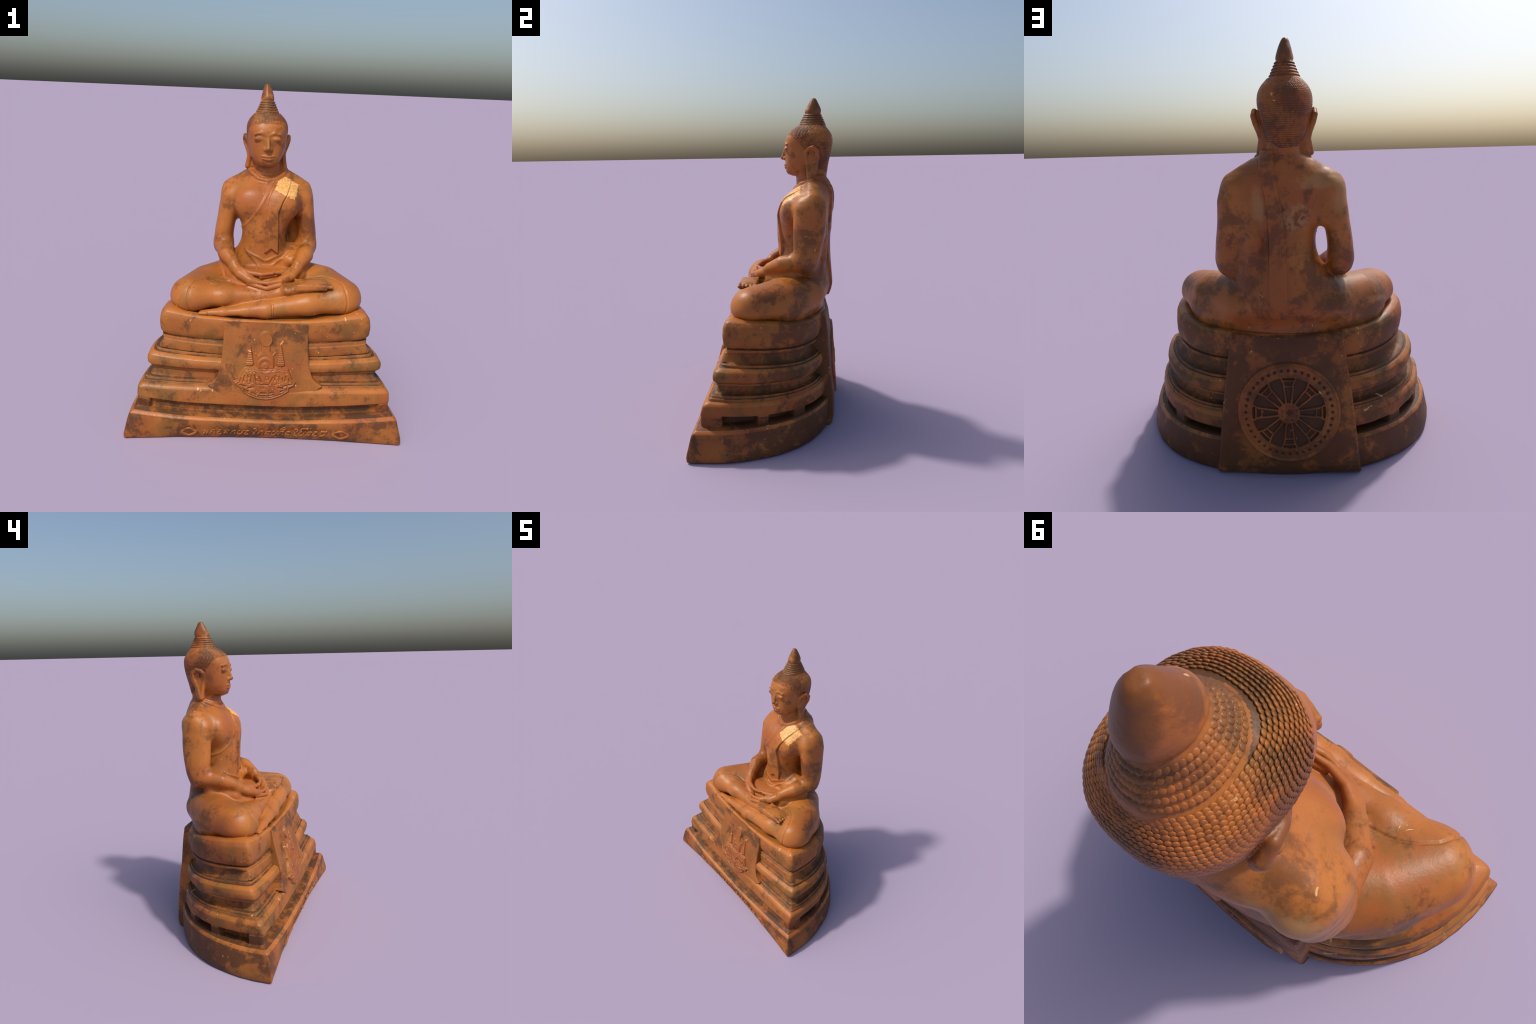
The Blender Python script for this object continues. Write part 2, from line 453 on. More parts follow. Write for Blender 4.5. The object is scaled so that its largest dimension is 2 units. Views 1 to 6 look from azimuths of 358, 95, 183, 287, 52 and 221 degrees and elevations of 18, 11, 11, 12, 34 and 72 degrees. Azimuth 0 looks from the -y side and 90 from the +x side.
def new_object(name, V, F, mat, parent, normals=None, angle=None):
    me = bpy.data.meshes.new(name)
    me.from_pydata(np.asarray(V).tolist(), [], np.asarray(F).tolist() if not isinstance(F, list) else F)
    me.validate()
    ob = bpy.data.objects.new(name, me)
    coll.objects.link(ob)
    me.polygons.foreach_set("use_smooth", [True] * len(me.polygons))
    if normals is not None:
        me.normals_split_custom_set_from_vertices(np.asarray(normals).tolist())
    elif angle:
        me.set_sharp_from_angle(angle=math.radians(angle))
    if mat:
        me.materials.append(mat)
    ob.parent = parent
    return ob

def empty(name, loc, parent=None):
    ob = bpy.data.objects.new(name, None)
    ob.empty_display_size = .1
    coll.objects.link(ob)
    ob.parent = parent
    return ob

# ------------------------------------------------------------------ materials
class Nodes:
    def __init__(self, name):
        self.m = bpy.data.materials.new(name); self.m.use_nodes = True
        self.t = self.m.node_tree; self.t.nodes.clear()
        self.co = self.n("ShaderNodeTexCoord").outputs["Object"]
    def n(self, kind, **kw):
        nd = self.t.nodes.new(kind)
        for k, v in kw.items():
            setattr(nd, k, v)
        return nd
    def put(self, sock, val):
        if hasattr(val, "is_linked"):
            self.t.links.new(val, sock)
        else:
            sock.default_value = val
    def math(self, op, a, b=0.0, c=0.0, clamp=False):
        nd = self.n("ShaderNodeMath", operation=op, use_clamp=clamp)
        for s, v in zip(nd.inputs, (a, b, c)):
            self.put(s, v)
        return nd.outputs[0]
    def noise(self, scale, detail=4, rough=.55, dist=0.0, offset=(0, 0, 0), stretch=(1, 1, 1)):
        mp = self.n("ShaderNodeMapping"); self.put(mp.inputs["Vector"], self.co)
        mp.inputs["Location"].default_value = offset; mp.inputs["Scale"].default_value = stretch
        nd = self.n("ShaderNodeTexNoise")
        self.put(nd.inputs["Vector"], mp.outputs[0])
        nd.inputs["Scale"].default_value = scale; nd.inputs["Detail"].default_value = detail
        nd.inputs["Roughness"].default_value = rough; nd.inputs["Distortion"].default_value = dist
        return nd.outputs["Fac"]
    def ramp(self, fac, lo, hi, smooth=True):
        nd = self.n("ShaderNodeMapRange", interpolation_type="SMOOTHSTEP" if smooth else "LINEAR")
        self.put(nd.inputs["Value"], fac)
        nd.inputs["From Min"].default_value = lo; nd.inputs["From Max"].default_value = hi
        return nd.outputs["Result"]
    def mix(self, fac, a, b):
        nd = self.n("ShaderNodeMix", data_type="RGBA", blend_type="MIX")
        self.put(nd.inputs["Factor"], fac)
        self.put(nd.inputs["A"] if False else nd.inputs[6], a if hasattr(a, "is_linked") else (*a, 1))
        self.put(nd.inputs[7], b if hasattr(b, "is_linked") else (*b, 1))
        return nd.outputs[2]
    def blob(self, centre, radii, wob=.35, scale=22, soft=.12):
        """ragged patch of matter round a point"""
        mp = self.n("ShaderNodeMapping", vector_type="POINT"); self.put(mp.inputs["Vector"], self.co)
        mp.inputs["Scale"].default_value = [1 / r for r in radii]
        mp.inputs["Location"].default_value = [-c / r for c, r in zip(centre, radii)]
        ln = self.n("ShaderNodeVectorMath", operation="LENGTH"); self.put(ln.inputs[0], mp.outputs[0])
        nz = self.noise(scale, 5, .6)
        v = self.math("ADD", ln.outputs["Value"], self.math("MULTIPLY", self.math("SUBTRACT", nz, .5), wob * 3))
        return self.ramp(v, 1 + soft, 1 - soft)

BRIGHT = (.45, .150, .027)
RED = (.36, .100, .020)
BROWN = (.21, .098, .020)
PATINA = (.030, .015, .008)
PALE = (.62, .36, .15)

def copper(name, patina=.3, olive=.35, grain=1.0, chips=.0, extra=None, rough=.42, tone=.93):
    g = Nodes(name)
    COPPER, COPPER_RED, OLIVE = ([c * tone for c in q] for q in (BRIGHT, RED, BROWN))
    col = g.mix(g.ramp(g.noise(3.2, 3, .5, .3, (3, 1, 4)), .38, .66), COPPER, COPPER_RED)
    col = g.mix(g.math("MULTIPLY", g.ramp(g.noise(5.5, 5, .6, .4, (7, 2, 1)), .44, .68), olive), col, OLIVE)
    lo = .60 - .30 * patina
    big = g.noise(6.5, 9, .70, .25, (1, 9, 5))
    brk = g.noise(42, 5, .65, .2, (4, 4, 8))
    sp = g.n("ShaderNodeSeparateXYZ"); g.put(sp.inputs[0], g.co)
    back_patina_shade = g.math("MULTIPLY", g.ramp(sp.outputs[1], -.20, .25), .10)     # more patina toward the back, partly painting in shade baked into the original
    pat = g.ramp(g.math("ADD", g.math("ADD", big, back_patina_shade), g.math("MULTIPLY", g.math("SUBTRACT", brk, .5), .22)), lo, lo + .13)
    pat2 = g.ramp(brk, .58, .72)
    col = g.mix(g.math("MULTIPLY", pat2, .45 * patina + .10), col, PATINA)
    col = g.mix(g.math("MULTIPLY", pat, .48 + .42 * patina), col, PATINA)
    fine = g.noise(150, 3, .6)
    col = g.mix(g.math("MULTIPLY", g.ramp(fine, .45, .75), .22 * grain), col, (.12, .055, .02))
    if chips:
        col = g.mix(g.math("MULTIPLY", g.ramp(g.noise(26, 3, .5, .8, (2, 7, 3)), .735 - .03 * chips, .76 - .03 * chips), .9), col, PALE)
    if extra:
        col = extra(g, col)
    b = g.n("ShaderNodeBsdfPrincipled")
    g.put(b.inputs["Base Color"], col)
    b.inputs["Roughness"].default_value = rough
    b.inputs["Specular IOR Level"].default_value = .34
    bp = g.n("ShaderNodeBump"); bp.inputs["Strength"].default_value = .25; bp.inputs["Distance"].default_value = .004
    g.put(bp.inputs["Height"], g.math("ADD", g.math("MULTIPLY", fine, .35), g.noise(48, 4, .6)))
    g.put(b.inputs["Normal"], bp.outputs[0])
    o = g.n("ShaderNodeOutputMaterial"); g.t.links.new(b.outputs[0], o.inputs[0])
    return g.m

def scan_patch_and_plaster(g, col):
    # scan-texture fault over the left breast: bright baked-in patch with seam edges
    mp = g.n("ShaderNodeMapping", vector_type="TEXTURE"); g.put(mp.inputs["Vector"], g.co)
    mp.inputs["Location"].default_value = (.118, .10, 1.418)
    mp.inputs["Rotation"].default_value = (0, math.radians(24), 0)
    sp = g.n("ShaderNodeSeparateXYZ"); g.put(sp.inputs[0], mp.outputs[0])
    nz = g.math("MULTIPLY", g.math("SUBTRACT", g.noise(60, 4, .6), .5), .03)
    ax = g.math("SUBTRACT", g.math("ABSOLUTE", sp.outputs[0]), .066)
    az = g.math("SUBTRACT", g.math("ABSOLUTE", sp.outputs[2]), .050)
    ay = g.math("SUBTRACT", g.math("ABSOLUTE", sp.outputs[1]), .09)
    m = g.math("MAXIMUM", g.math("MAXIMUM", ax, az), ay)
    f = g.ramp(g.math("ADD", m, nz), .002, -.003)
    patch_col = g.mix(g.ramp(g.noise(70, 4, .6), .35, .65), (.60, .27, .07), (.78, .44, .14))
    f = g.math("MULTIPLY", f, g.ramp(g.noise(110, 4, .65, 0, (5, 5, 5)), .30, .42))
    col = g.mix(f, col, patch_col)
    # bare plaster repairs on the back of the right shoulder
    scuff = g.math("MULTIPLY", g.blob((-.068, .385, 1.228), (.075, .07, .062), .60, 17, .35), g.ramp(g.noise(36, 5, .65, .4, (2, 6, 1)), .40, .58))
    col = g.mix(g.math("MULTIPLY", scuff, .75), col, (.40, .205, .072))
    for c, r in (((-.17, .345, 1.395), (.12, .05, .034)), ((-.255, .335, 1.335), (.034, .05, .075)), ((.108, .38, 1.29), (.026, .06, .075))):
        col = g.mix(g.math("MULTIPLY", g.blob(c, r, .75, 20, .4), .65), col, (.40, .205, .072))
    return col

M_SKIN = copper("burnished_copper", .02, .30, .7, .10)
M_BODY = copper("copper_with_scan_patch", .13, .30, .7, .2, scan_patch_and_plaster)
M_HAIR = copper("dark_copper_hair", .20, .6, .6, 1.4, tone=.88)
M_SPIRE = copper("spire_copper", .10, .45, .6, .5, tone=.92)
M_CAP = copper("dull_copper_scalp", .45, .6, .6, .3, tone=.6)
M_LEG = copper("worn_copper", .18, .6, .8, .45, tone=.92)
M_BASE = copper("patched_copper", .27, .85, 1, .6, rough=.60, tone=.75)
M_PLINTH = copper("heavily_stained_copper", .50, .7, 1, .6, rough=.60, tone=.70)
M_NECK = copper("dark_recess_copper", .66, .5, 1, .4, rough=.60, tone=.6)  # darker copper for grooves, recesses and sunk relief
M_EDGE = copper("bright_edge_copper", .24, .5, 1, .9, tone=.92)  # brighter copper for bands along the tier edges
M_WAIST = copper("waist_copper", .42, .6, 1, .4, rough=.60, tone=.68)  # heavier patina than the neighbouring tiers
M_PLATE = copper("stained_copper", .38, .6, 1, .45, rough=.60, tone=.72)
M_RELIEF = copper("rubbed_copper", .20, .35, 1, .4, tone=.80)

# ------------------------------------------------------------------ build: thing
statue = empty("buddha_statue", (0, 0, 0))
statue["label"] = "seated meditating copper Buddha figure on a stepped bow-fronted pedestal"
statue["category"] = "statue"

# ---- figure
V, F = mesh_field(figure_sdf, (-.64, -.27, .66), (.66, .43, 2.02), .0042)
V = V + 0
bm = bpy.data.meshes.new("whole"); bm.from_pydata(V.tolist(), [], F.tolist()); bm.update()
NRM = np.zeros(len(V) * 3); bm.vertex_normals.foreach_get("vector", NRM); NRM = NRM.reshape(-1, 3)
bpy.data.meshes.remove(bm)
C = V[F].mean(1)
fields = np.stack(part_fields(C), 1)
label = fields.argmin(1)
hair_zone = (label == 1) & (C[:, 2] > hairline(np.arctan2(C[:, 0] - HX, .262 - C[:, 1])) + .002)
cloth = (robe_relief(C)[1] > .5) & (label == 3)
label[cloth] = len(PARTS)
label[hair_zone] = len(PARTS) + 1
figure_objs = {}
for i, nm in enumerate(PARTS + ["robe_fold", "hair_cap"]):
    f = F[label == i]
    if not len(f):
        continue
    ids, inv = np.unique(f, return_inverse=True)
    mat = {"topknot": M_SPIRE, "leg": M_LEG, "foot": M_LEG, "torso": M_BODY, "robe_fold": M_BODY, "arm": M_BODY, "hair_cap": M_CAP}.get(nm, M_SKIN)
    figure_objs.setdefault(nm, []).append(new_object(nm, V[ids], inv.reshape(-1, 4), mat, statue, NRM[ids]))

# ---- hair: rows of small snail curls laid on the skull and the lower topknot
def head_surface(phi, z, f):
    """march outward from the head axis to the surface"""
    c = np.array([HX, .262]); dr = np.stack([np.sin(phi), -np.cos(phi)], 1)
    a, b = np.full(len(phi), .0), np.full(len(phi), .2)
    for _ in range(22):
        m = (a + b) / 2
        P = np.stack([c[0] + dr[:, 0] * m, c[1] + dr[:, 1] * m, z], 1)
        ins = f(P) < 0
        a, b = np.where(ins, m, a), np.where(ins, b, m)
    return np.stack([c[0] + dr[:, 0] * a, c[1] + dr[:, 1] * a, z], 1)

def ico(sub=1):
    import bmesh
    b = bmesh.new(); bmesh.ops.create_icosphere(b, subdivisions=sub, radius=1)
    v = np.array([x.co[:] for x in b.verts]); f = np.array([[x.index for x in q.verts] for q in b.faces]); b.free()
    return v, f

def curls(name, rows, f, parent, mat):
    sv, sf = ico(2)
    VV, FF, k = [], [], 0
    for r, (z0, size, keep) in enumerate(rows):
        probe = np.linspace(-math.pi, math.pi, 240)
        ring = head_surface(probe, np.full(240, z0), f)
        s = np.r_[0, np.cumsum(np.linalg.norm(np.diff(ring, axis=0), axis=1))]
        n = int(s[-1] / (size * 1.62))
        phi = np.interp((np.arange(n) + .5 * (r % 2)) / n * s[-1], s, probe)
        pts = head_surface(phi, np.full(n, z0), f)
        for p, a in zip(pts, phi):
            if keep(a, p):
                j = rng.uniform(.86, 1.08)
                o = np.array([p[0] - HX, p[1] - .262, .35 * (p[2] - 1.70)]); o /= np.linalg.norm(o)
                q = sv * size * j * 1.12
                VV.append(q - .60 * np.outer(q @ o, o) + p - o * size * .12); FF.append(sf + k); k += len(sv)
    ob = new_object(name, np.concatenate(VV), np.concatenate(FF), mat, parent)
    ob["kind"] = "stuff"
    return ob

skull = lambda P: np.minimum(head_sdf(P), neck_sdf(P))
ear_both = lambda p: min(ear_sdf(p[None], -1)[0], ear_sdf(p[None], 1)[0])
rows = []
z = 1.826
while z > 1.535:
    slope = np.interp(z, [1.53, 1.72, 1.79, 1.826], [.0092, .0090, .0066, .0042])
    rows.append((z, .0056, lambda a, p: p[2] > hairline(a) and ear_both(p) > .004))
    z -= slope
hair = curls("hair_curls", rows, skull, figure_objs["head"][0], M_HAIR)
tk_rows = [(zz, .0050, lambda a, p: True) for zz in (1.843, 1.8565, 1.870, 1.8835, 1.896)]
curls("topknot_curls", tk_rows, topknot_sdf, figure_objs["topknot"][0], M_HAIR)

# ---- pedestal: loft through bow-fronted rings
NF, NS = 300, 420
def ring(zc, zf, zb, xc, yc, yf, yb, r, recess=0.0):
    t = np.linspace(-1, 1, 1500)
    xc, yc, yf, yb = xc + .004, yc - .010, yf - .012, yb + .010
    fx, fy = t * xc, yf + (yc - yf) * t * t
    fz = zf + (zc - zf) * np.abs(t) ** 2.2
    th = np.linspace(0, math.pi, 3000)
    p = 2.5
    p = np.where(np.cos(th) > 0, 2.42 + .10 * step(np.array(zc), .2, .5), 2.26 + .14 * step(np.array(zc), .3, .55))      # the casting is fuller on one flank
    sx = xc * np.sign(np.cos(th)) * np.abs(np.cos(th)) ** (2 / p)
    sy = yc + (yb - yc) * np.abs(np.sin(th)) ** (2 / p)
    sz = zc + (zb - zc) * step((sy - yc) / (yb - yc), 0, 1)
    def resample(x, y, z, n):
        s = np.r_[0, np.cumsum(np.hypot(np.diff(x), np.diff(y)))]
        q = np.linspace(0, s[-1], n, endpoint=False)
        return np.stack([np.interp(q, s, a) for a in (x, y, z)], 1)
    P = np.concatenate([resample(fx, fy, fz, NF), resample(sx, sy, sz, NS)])
    n = len(P)
    sig = max(r * .6, .004) / .0055
    k = np.arange(-n // 2, n - n // 2)
    w = np.exp(-.5 * (k / sig) ** 2); w /= w.sum()
    for a in (0, 1):
        P[:, a] = np.real(np.fft.ifft(np.fft.fft(P[:, a]) * np.fft.fft(np.fft.ifftshift(w))))
    P[:, 1] -= np.where(P[:, 0] > 0, .021, .013) * P[:, 0] / .8 * step(-P[:, 1], -.30, .10)
    P[:, 0] += .004
    if recess < 0:          # waists are cut deeper on the flanks than on the bowed front
        T = np.roll(P, -1, 0) - np.roll(P, 1, 0)
        N = np.stack([T[:, 1], -T[:, 0]], 1); N /= np.linalg.norm(N, axis=1)[:, None] + 1e-9
        P[:, :2] += N * (recess * step(P[:, 1], -.24, -.10))[:, None]
    if recess > 0:
        x, y = P[:, 0], P[:, 1]
        front = np.arange(n) < NF
        gap = np.where(front, 1 - step(np.abs(x - .01), .655, .668),
                       step(y, -.235, -.222) * (1 - step(y, -.045, -.032) * (1 - step(y, .022, .035))) * (1 - step(y, .155, .168) * (1 - step(y, .222, .235))))
        T = np.roll(P, -1, 0) - np.roll(P, 1, 0)
        N = np.stack([T[:, 1], -T[:, 0]], 1); N /= np.linalg.norm(N, axis=1)[:, None] + 1e-9
        P[:, :2] -= N * (recess * gap * np.where(front, .55, 1))[:, None]
    return P

TIERS = [
    ("plinth", M_PLINTH, [
        (0, 0, 0, .798, -.384, -.346, .379, .010), (.006, .006, .006, .806, -.392, -.353, .388, .010), (.035, .035, .035, .807, -.393, -.363, .396, .010),
        (.135, .100, .145, .780, -.370, -.388, .397, .012), (.158, .128, .168, .772, -.362, -.386, .394, .013), (.170, .136, .178, .756, -.348, -.372, .386, .018),
        (.180, .145, .182, .728, -.324, -.348, .374, .018)]),
    ("openwork_frieze", M_BASE, [
        (.182, .147, .184, .727, -.321, -.341, .373, .02, .042), (.186, .151, .187, .727, -.321, -.341, .373, .02, .048),
        (.234, .200, .209, .727, -.321, -.340, .373, .02, .048), (.242, .206, .214, .727, -.321, -.340, .373, .02, .042)]),
    ("table_tier", M_BASE, [
        (.245, .209, .217, .728, -.322, -.341, .374, .02), (.256, .220, .226, .730, -.322, -.342, .376, .02), (.298, .290, .272, .729, -.311, -.330, .370, .024),
        (.312, .306, .288, .720, -.300, -.319, .364, .03), (.319, .313, .296, .706, -.288, -.306, .358, .03)]),
    ("stepped_moulding", M_BASE, [
        (.321, .315, .298, .700, -.282, -.300, .354, .03), (.334, .324, .309, .700, -.282, -.300, .354, .03), (.336, .326, .311, .688, -.270, -.286, .346, .03),
        (.348, .334, .321, .687, -.270, -.285, .346, .03), (.351, .337, .323, .668, -.253, -.266, .333, .03)]),
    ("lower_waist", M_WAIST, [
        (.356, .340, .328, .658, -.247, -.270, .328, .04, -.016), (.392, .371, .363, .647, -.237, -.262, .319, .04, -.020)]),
    ("torus_moulding", M_BASE, [
        (.396, .376, .368, .658, -.245, -.260, .329, .04), (.409, .389, .380, .659, -.246, -.262, .331, .04), (.411, .392, .382, .654, -.241, -.256, .326, .04), (.415, .396, .386, .668, -.253, -.274, .340, .045),
        (.428, .406, .398, .681, -.260, -.289, .351, .045), (.455, .432, .423, .684, -.260, -.292, .353, .045), (.480, .454, .444, .673, -.250, -.282, .348, .045),
        (.493, .465, .456, .651, -.231, -.257, .337, .05), (.495, .467, .458, .636, -.220, -.243, .329, .05), (.509, .476, .469, .637, -.221, -.243, .329, .05),
        (.511, .478, .472, .618, -.207, -.228, .319, .05)]),
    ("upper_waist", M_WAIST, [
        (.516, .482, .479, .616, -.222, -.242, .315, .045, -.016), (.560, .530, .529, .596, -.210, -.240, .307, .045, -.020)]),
    ("seat_cushion", M_BASE, [
        (.564, .538, .535, .601, -.199, -.233, .320, .06), (.581, .556, .551, .601, -.200, -.235, .321, .06), (.583, .559, .554, .588, -.190, -.222, .313, .06),
        (.594, .569, .564, .600, -.204, -.222, .325, .065), (.614, .590, .583, .611, -.212, -.230, .335, .05), (.660, .632, .625, .615, -.216, -.232, .341, .05), (.710, .670, .666, .608, -.213, -.231, .342, .05),
        (.736, .688, .685, .590, -.202, -.227, .337, .055), (.746, .694, .692, .562, -.186, -.217, .325, .06), (.746, .692, .692, .526, -.160, -.206, .306, .08), (.732, .682, .684, .500, -.14, -.19, .29, .08), (.72, .68, .685, .44, -.11, -.16, .25, .08)]),
]
rings, owner = [], []
for ti, (nm, mt, rs) in enumerate(TIERS):
    for r in rs:
        rings.append(ring(*r)); owner.append(ti)
# round every step of the profile once (corner cutting)
R2, O2 = [rings[0]], [0]
for i in range(len(rings) - 1):
    a, b = rings[i], rings[i + 1]
    R2 += [a * .86 + b * .14, a * .14 + b * .86]; O2 += [owner[i], owner[i + 1]]
R2.append(rings[-1]); O2.append(owner[-1])
n = NF + NS
L = np.stack(R2)
flat = L.reshape(-1, 3)
dz = wobble(flat, .0022, 16, 3) + wobble(flat, .0012, 55, 4)
cen = np.array([0, 0.0])
out = flat[:, :2] / np.linalg.norm(flat[:, :2], axis=1)[:, None]
flat[:, :2] += out * dz[:, None]
flat[:, 2] += (wobble(flat, .0025, 9, 5)) * step(flat[:, 2], .05, .15)
L = flat.reshape(L.shape)
BRIGHT_BANDS = {"seat_cushion": [(.739, .012)], "table_tier": [(.306, .010)], "plinth": [(.163, .010)], "torus_moulding": [(.484, .008)]}  # height bands near tier edges that take the brighter material
DARK_BANDS = {"seat_cushion": [(.584, .004)], "torus_moulding": [(.4115, .003), (.4945, .0025), (.511, .003)], "stepped_moulding": [(.335, .0022), (.350, .002)],
         "lower_waist": [(.394, .004)], "upper_waist": [(.563, .005)], "openwork_frieze": [(.206, .03)], "plinth": [(.179, .006)]}  # height bands at grooves and recesses that take the dark material
pedestal = empty("pedestal", (0, 0, 0), statue)
for ti, (nm, mt, rs) in enumerate(TIERS):
    ids = [i for i, o in enumerate(O2) if o == ti]
    if ti: ids = [ids[0] - 1] + ids
    VV = L[ids].reshape(-1, 3); m = len(ids)
    FF = [[j * n + i, j * n + (i + 1) % n, (j + 1) * n + (i + 1) % n, (j + 1) * n + i] for j in range(m - 1) for i in range(n)]
    if ti == len(TIERS) - 1:
        VV = np.concatenate([VV, [[0, .05, .69]]]); FF += [[(m - 1) * n + i, (m - 1) * n + (i + 1) % n, m * n] for i in range(n)]
    if ti == 0:
        VV = np.concatenate([VV, [[0, .0, .001]]]); FF += [[(i + 1) % n, i, len(VV) - 1] for i in range(n)]
    ob = new_object(nm, VV, FF, mt, pedestal, angle=50)
    if nm in DARK_BANDS or nm in BRIGHT_BANDS:
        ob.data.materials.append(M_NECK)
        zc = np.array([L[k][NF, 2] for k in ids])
        dark = [any(abs(zc[j] * .5 + zc[j + 1] * .5 - g) < w for g, w in DARK_BANDS.get(nm, [])) for j in range(m - 1)]
        ob.data.materials.append(M_EDGE)
        lighter = [any(abs(zc[j] * .5 + zc[j + 1] * .5 - g) < w for g, w in BRIGHT_BANDS.get(nm, [])) for j in range(m - 1)]
        mi = [1 if dark[j] else 2 if lighter[j] else 0 for j in range(m - 1) for i in range(n)] + [0] * (len(FF) - (m - 1) * n)
        ob.data.polygons.foreach_set("material_index", mi)

# ---- relief plates
def plate(name, grid, mat, parent, depth, keep=None):
    """grid[j, i] = surface points; closes it with side walls running back by depth along y"""
    nj, ni = grid.shape[:2]
    VV = grid.reshape(-1, 3)
    FF = [[j * ni + i, j * ni + i + 1, (j + 1) * ni + i + 1, (j + 1) * ni + i] for j in range(nj - 1) for i in range(ni - 1)]
    edge = [i for i in range(ni)] + [j * ni + ni - 1 for j in range(1, nj)] + [(nj - 1) * ni + i for i in range(ni - 2, -1, -1)] + [j * ni for j in range(nj - 2, 0, -1)]
    B = VV[edge] + np.array([0, depth, 0]); k = len(VV)
    m = len(edge)
    FF += [[edge[(i + 1) % m], edge[i], k + i, k + (i + 1) % m] for i in range(m)]
    return np.concatenate([VV, B]), FF

def front_y(z):
    return np.interp(z, [.2, .31, .37, .47, .555, .64, .685, .70], [-.344, -.332, -.320, -.294, -.270, -.252, -.243, -.238])

def mirror(poly, c=.004):
    return poly + [(2 * c - x, y) for x, y in poly[::-1]]

def emblem_height(x, z):
    """low relief of a seated radiance between two tiered parasols over an openwork basket"""
    up = lambda d, h, e=.006: h * step(-d, -.001, e)
    c = .004
    halo = np.hypot((x - c) / 1.0, (z - .602) / 1.08) - .040
    neck = np.abs(x - c) + .25 * (z - .53) * 0 - .027
    column = np.maximum(np.abs(x - c) - np.interp(z, [.44, .50, .53, .56, .62], [.055, .052, .029, .031, .03]), np.maximum(z - .60, .43 - z))
    h = np.maximum(up(halo, .013, .010), up(column, .010, .010))
    h = np.maximum(h, .0155 * np.exp(-((halo + .006) / .004) ** 2))
    wings = np.minimum(seg2(x, z, [(-.02, .50), (-.047, .508), (-.052, .515)]), seg2(x, z, [(.028, .50), (.052, .512), (.060, .522)])) - .005
    h = np.maximum(h, up(wings, .008))
    for tx, bl, br in ((-.086, -.114, -.060), (.091, .066, .121)):
        m = (bl + br) / 2
        hw = np.interp(z, [.452, .462, .470, .565, .575], [.020, .027, .024, .006, .002])
        cx = np.interp(z, [.45, .57], [m, tx])
        sp = np.maximum(np.abs(x - cx) - hw, np.maximum(z - .573, .450 - z))
        tiers = .0018 * np.sin(z * 2 * math.pi / .0125)
        h = np.maximum(h, np.where(sp < 0, up(sp, .011, .007) + tiers * (sp < -.003), 0))
        h = np.maximum(h, up(np.maximum(np.abs(x - m) - .006, np.maximum(z - .455, .43 - z)), .008))
    basket = inside2(x, z, [(-.117, .437), (-.06, .441), (-.03, .436), (.04, .436), (.07, .443), (.138, .439), (.152, .405), (.160, .383), (.162, .375), (.186, .362), (.172, .338), (.147, .330), (.145, .306),
                            (.10, .275), (.05, .255), (.008, .250), (-.04, .257), (-.09, .277), (-.126, .298), (-.132, .322), (-.160, .337), (-.178, .358), (-.150, .368), (-.148, .385), (-.135, .41)])
    lid = .0125 + .0035 * step(z, .30, .36)
    h = np.maximum(h, up(basket, 1.0, .006) * lid)
    # openwork: rim groove, slots, swirls, vase
    rim = np.exp(-((basket + .013) / .0028) ** 2) * (z < .37) + .6 * np.exp(-((basket + .010) / .0028) ** 2) * (z >= .37)
    cuts = .8 * rim
    slots = [((-.135, .343), (-.105, .335)), ((.110, .336), (.150, .348)), ((-.090, .325), (-.062, .330)), ((.085, .330), (.112, .326)), ((-.112, .314), (-.088, .305)), ((.098, .306), (.125, .316)),
             ((-.070, .297), (-.042, .285)), ((-.018, .294), (.014, .292)), ((.032, .293), (.052, .296)), ((-.03, .276), (.02, .275)), ((.03, .278), (.06, .284)),
             ((-.112, .395), (-.120, .365)), ((-.095, .398), (-.09, .385)), ((-.075, .395), (-.077, .362)), ((-.055, .398), (-.045, .368)), ((-.03, .388), (-.015, .360)), ((.05, .388), (.036, .360)),
             ((.064, .398), (.060, .372)), ((.086, .396), (.088, .370)), ((.105, .385), (.108, .365)), ((.125, .395), (.122, .372)), ((.142, .380), (.147, .366)), ((-.015, .345), (.022, .345)), ((-.135, .38), (-.138, .366))]
    g = np.random.default_rng(11)
    for s in slots:
        cuts = np.maximum(cuts, np.exp(-(seg2(x, z, list(s)) / .0045) ** 2))
    for k in range(34):     # worn scrollwork
        px, pz, r0 = g.uniform(-.12, .13), g.uniform(.29, .43), g.uniform(.007, .013)
        cuts = np.maximum(cuts, .55 * np.exp(-((np.hypot(x - px, z - pz) - r0) / .0022) ** 2))
    swirl = .0025 * np.sin(190 * np.hypot(x - .004, z - .45)) * (np.hypot(x - .004, z - .46) < .05)
    return h - np.clip(cuts, 0, 1) * .008 * (basket < -.002) + swirl * (h > .006), np.minimum(np.minimum(basket, column), np.minimum(halo, wings)), basket

pu, pv = np.linspace(-1, 1, 301), np.linspace(0, 1, 251)
U, W = np.meshgrid(pu, pv)
ze = .686 + W * (.333 - .686)
half = np.interp(ze, [.333, .345, .36, .378, .40, .448, .50, .549, .62, .69], [.334, .312, .292, .277, .268, .257, .250, .246, .243, .240])
Z = .688 + W * ((.213 + .12 * np.abs(U) ** 2.0) - .688)
X = U * half + .004
hh, emb, inner = emblem_height(X, Z)
Y = front_y(Z) - .003 - .004 * (1 - U ** 2) - hh - wobble(np.stack([X, Z, Z], -1).reshape(-1, 3), .0015, 30, 8).reshape(X.shape)
Y += .004 * step(np.abs(U), .975, 1.0)
grid = np.stack([X, Y, Z], -1)
VV, FF = plate("emblem_panel", grid, M_PLATE, pedestal, .10)
nq = 250 * 300
em = (emb.ravel()[np.array(FF[:nq])].mean(1) < .002) | (hh.ravel()[np.array(FF[:nq])].mean(1) > .003)
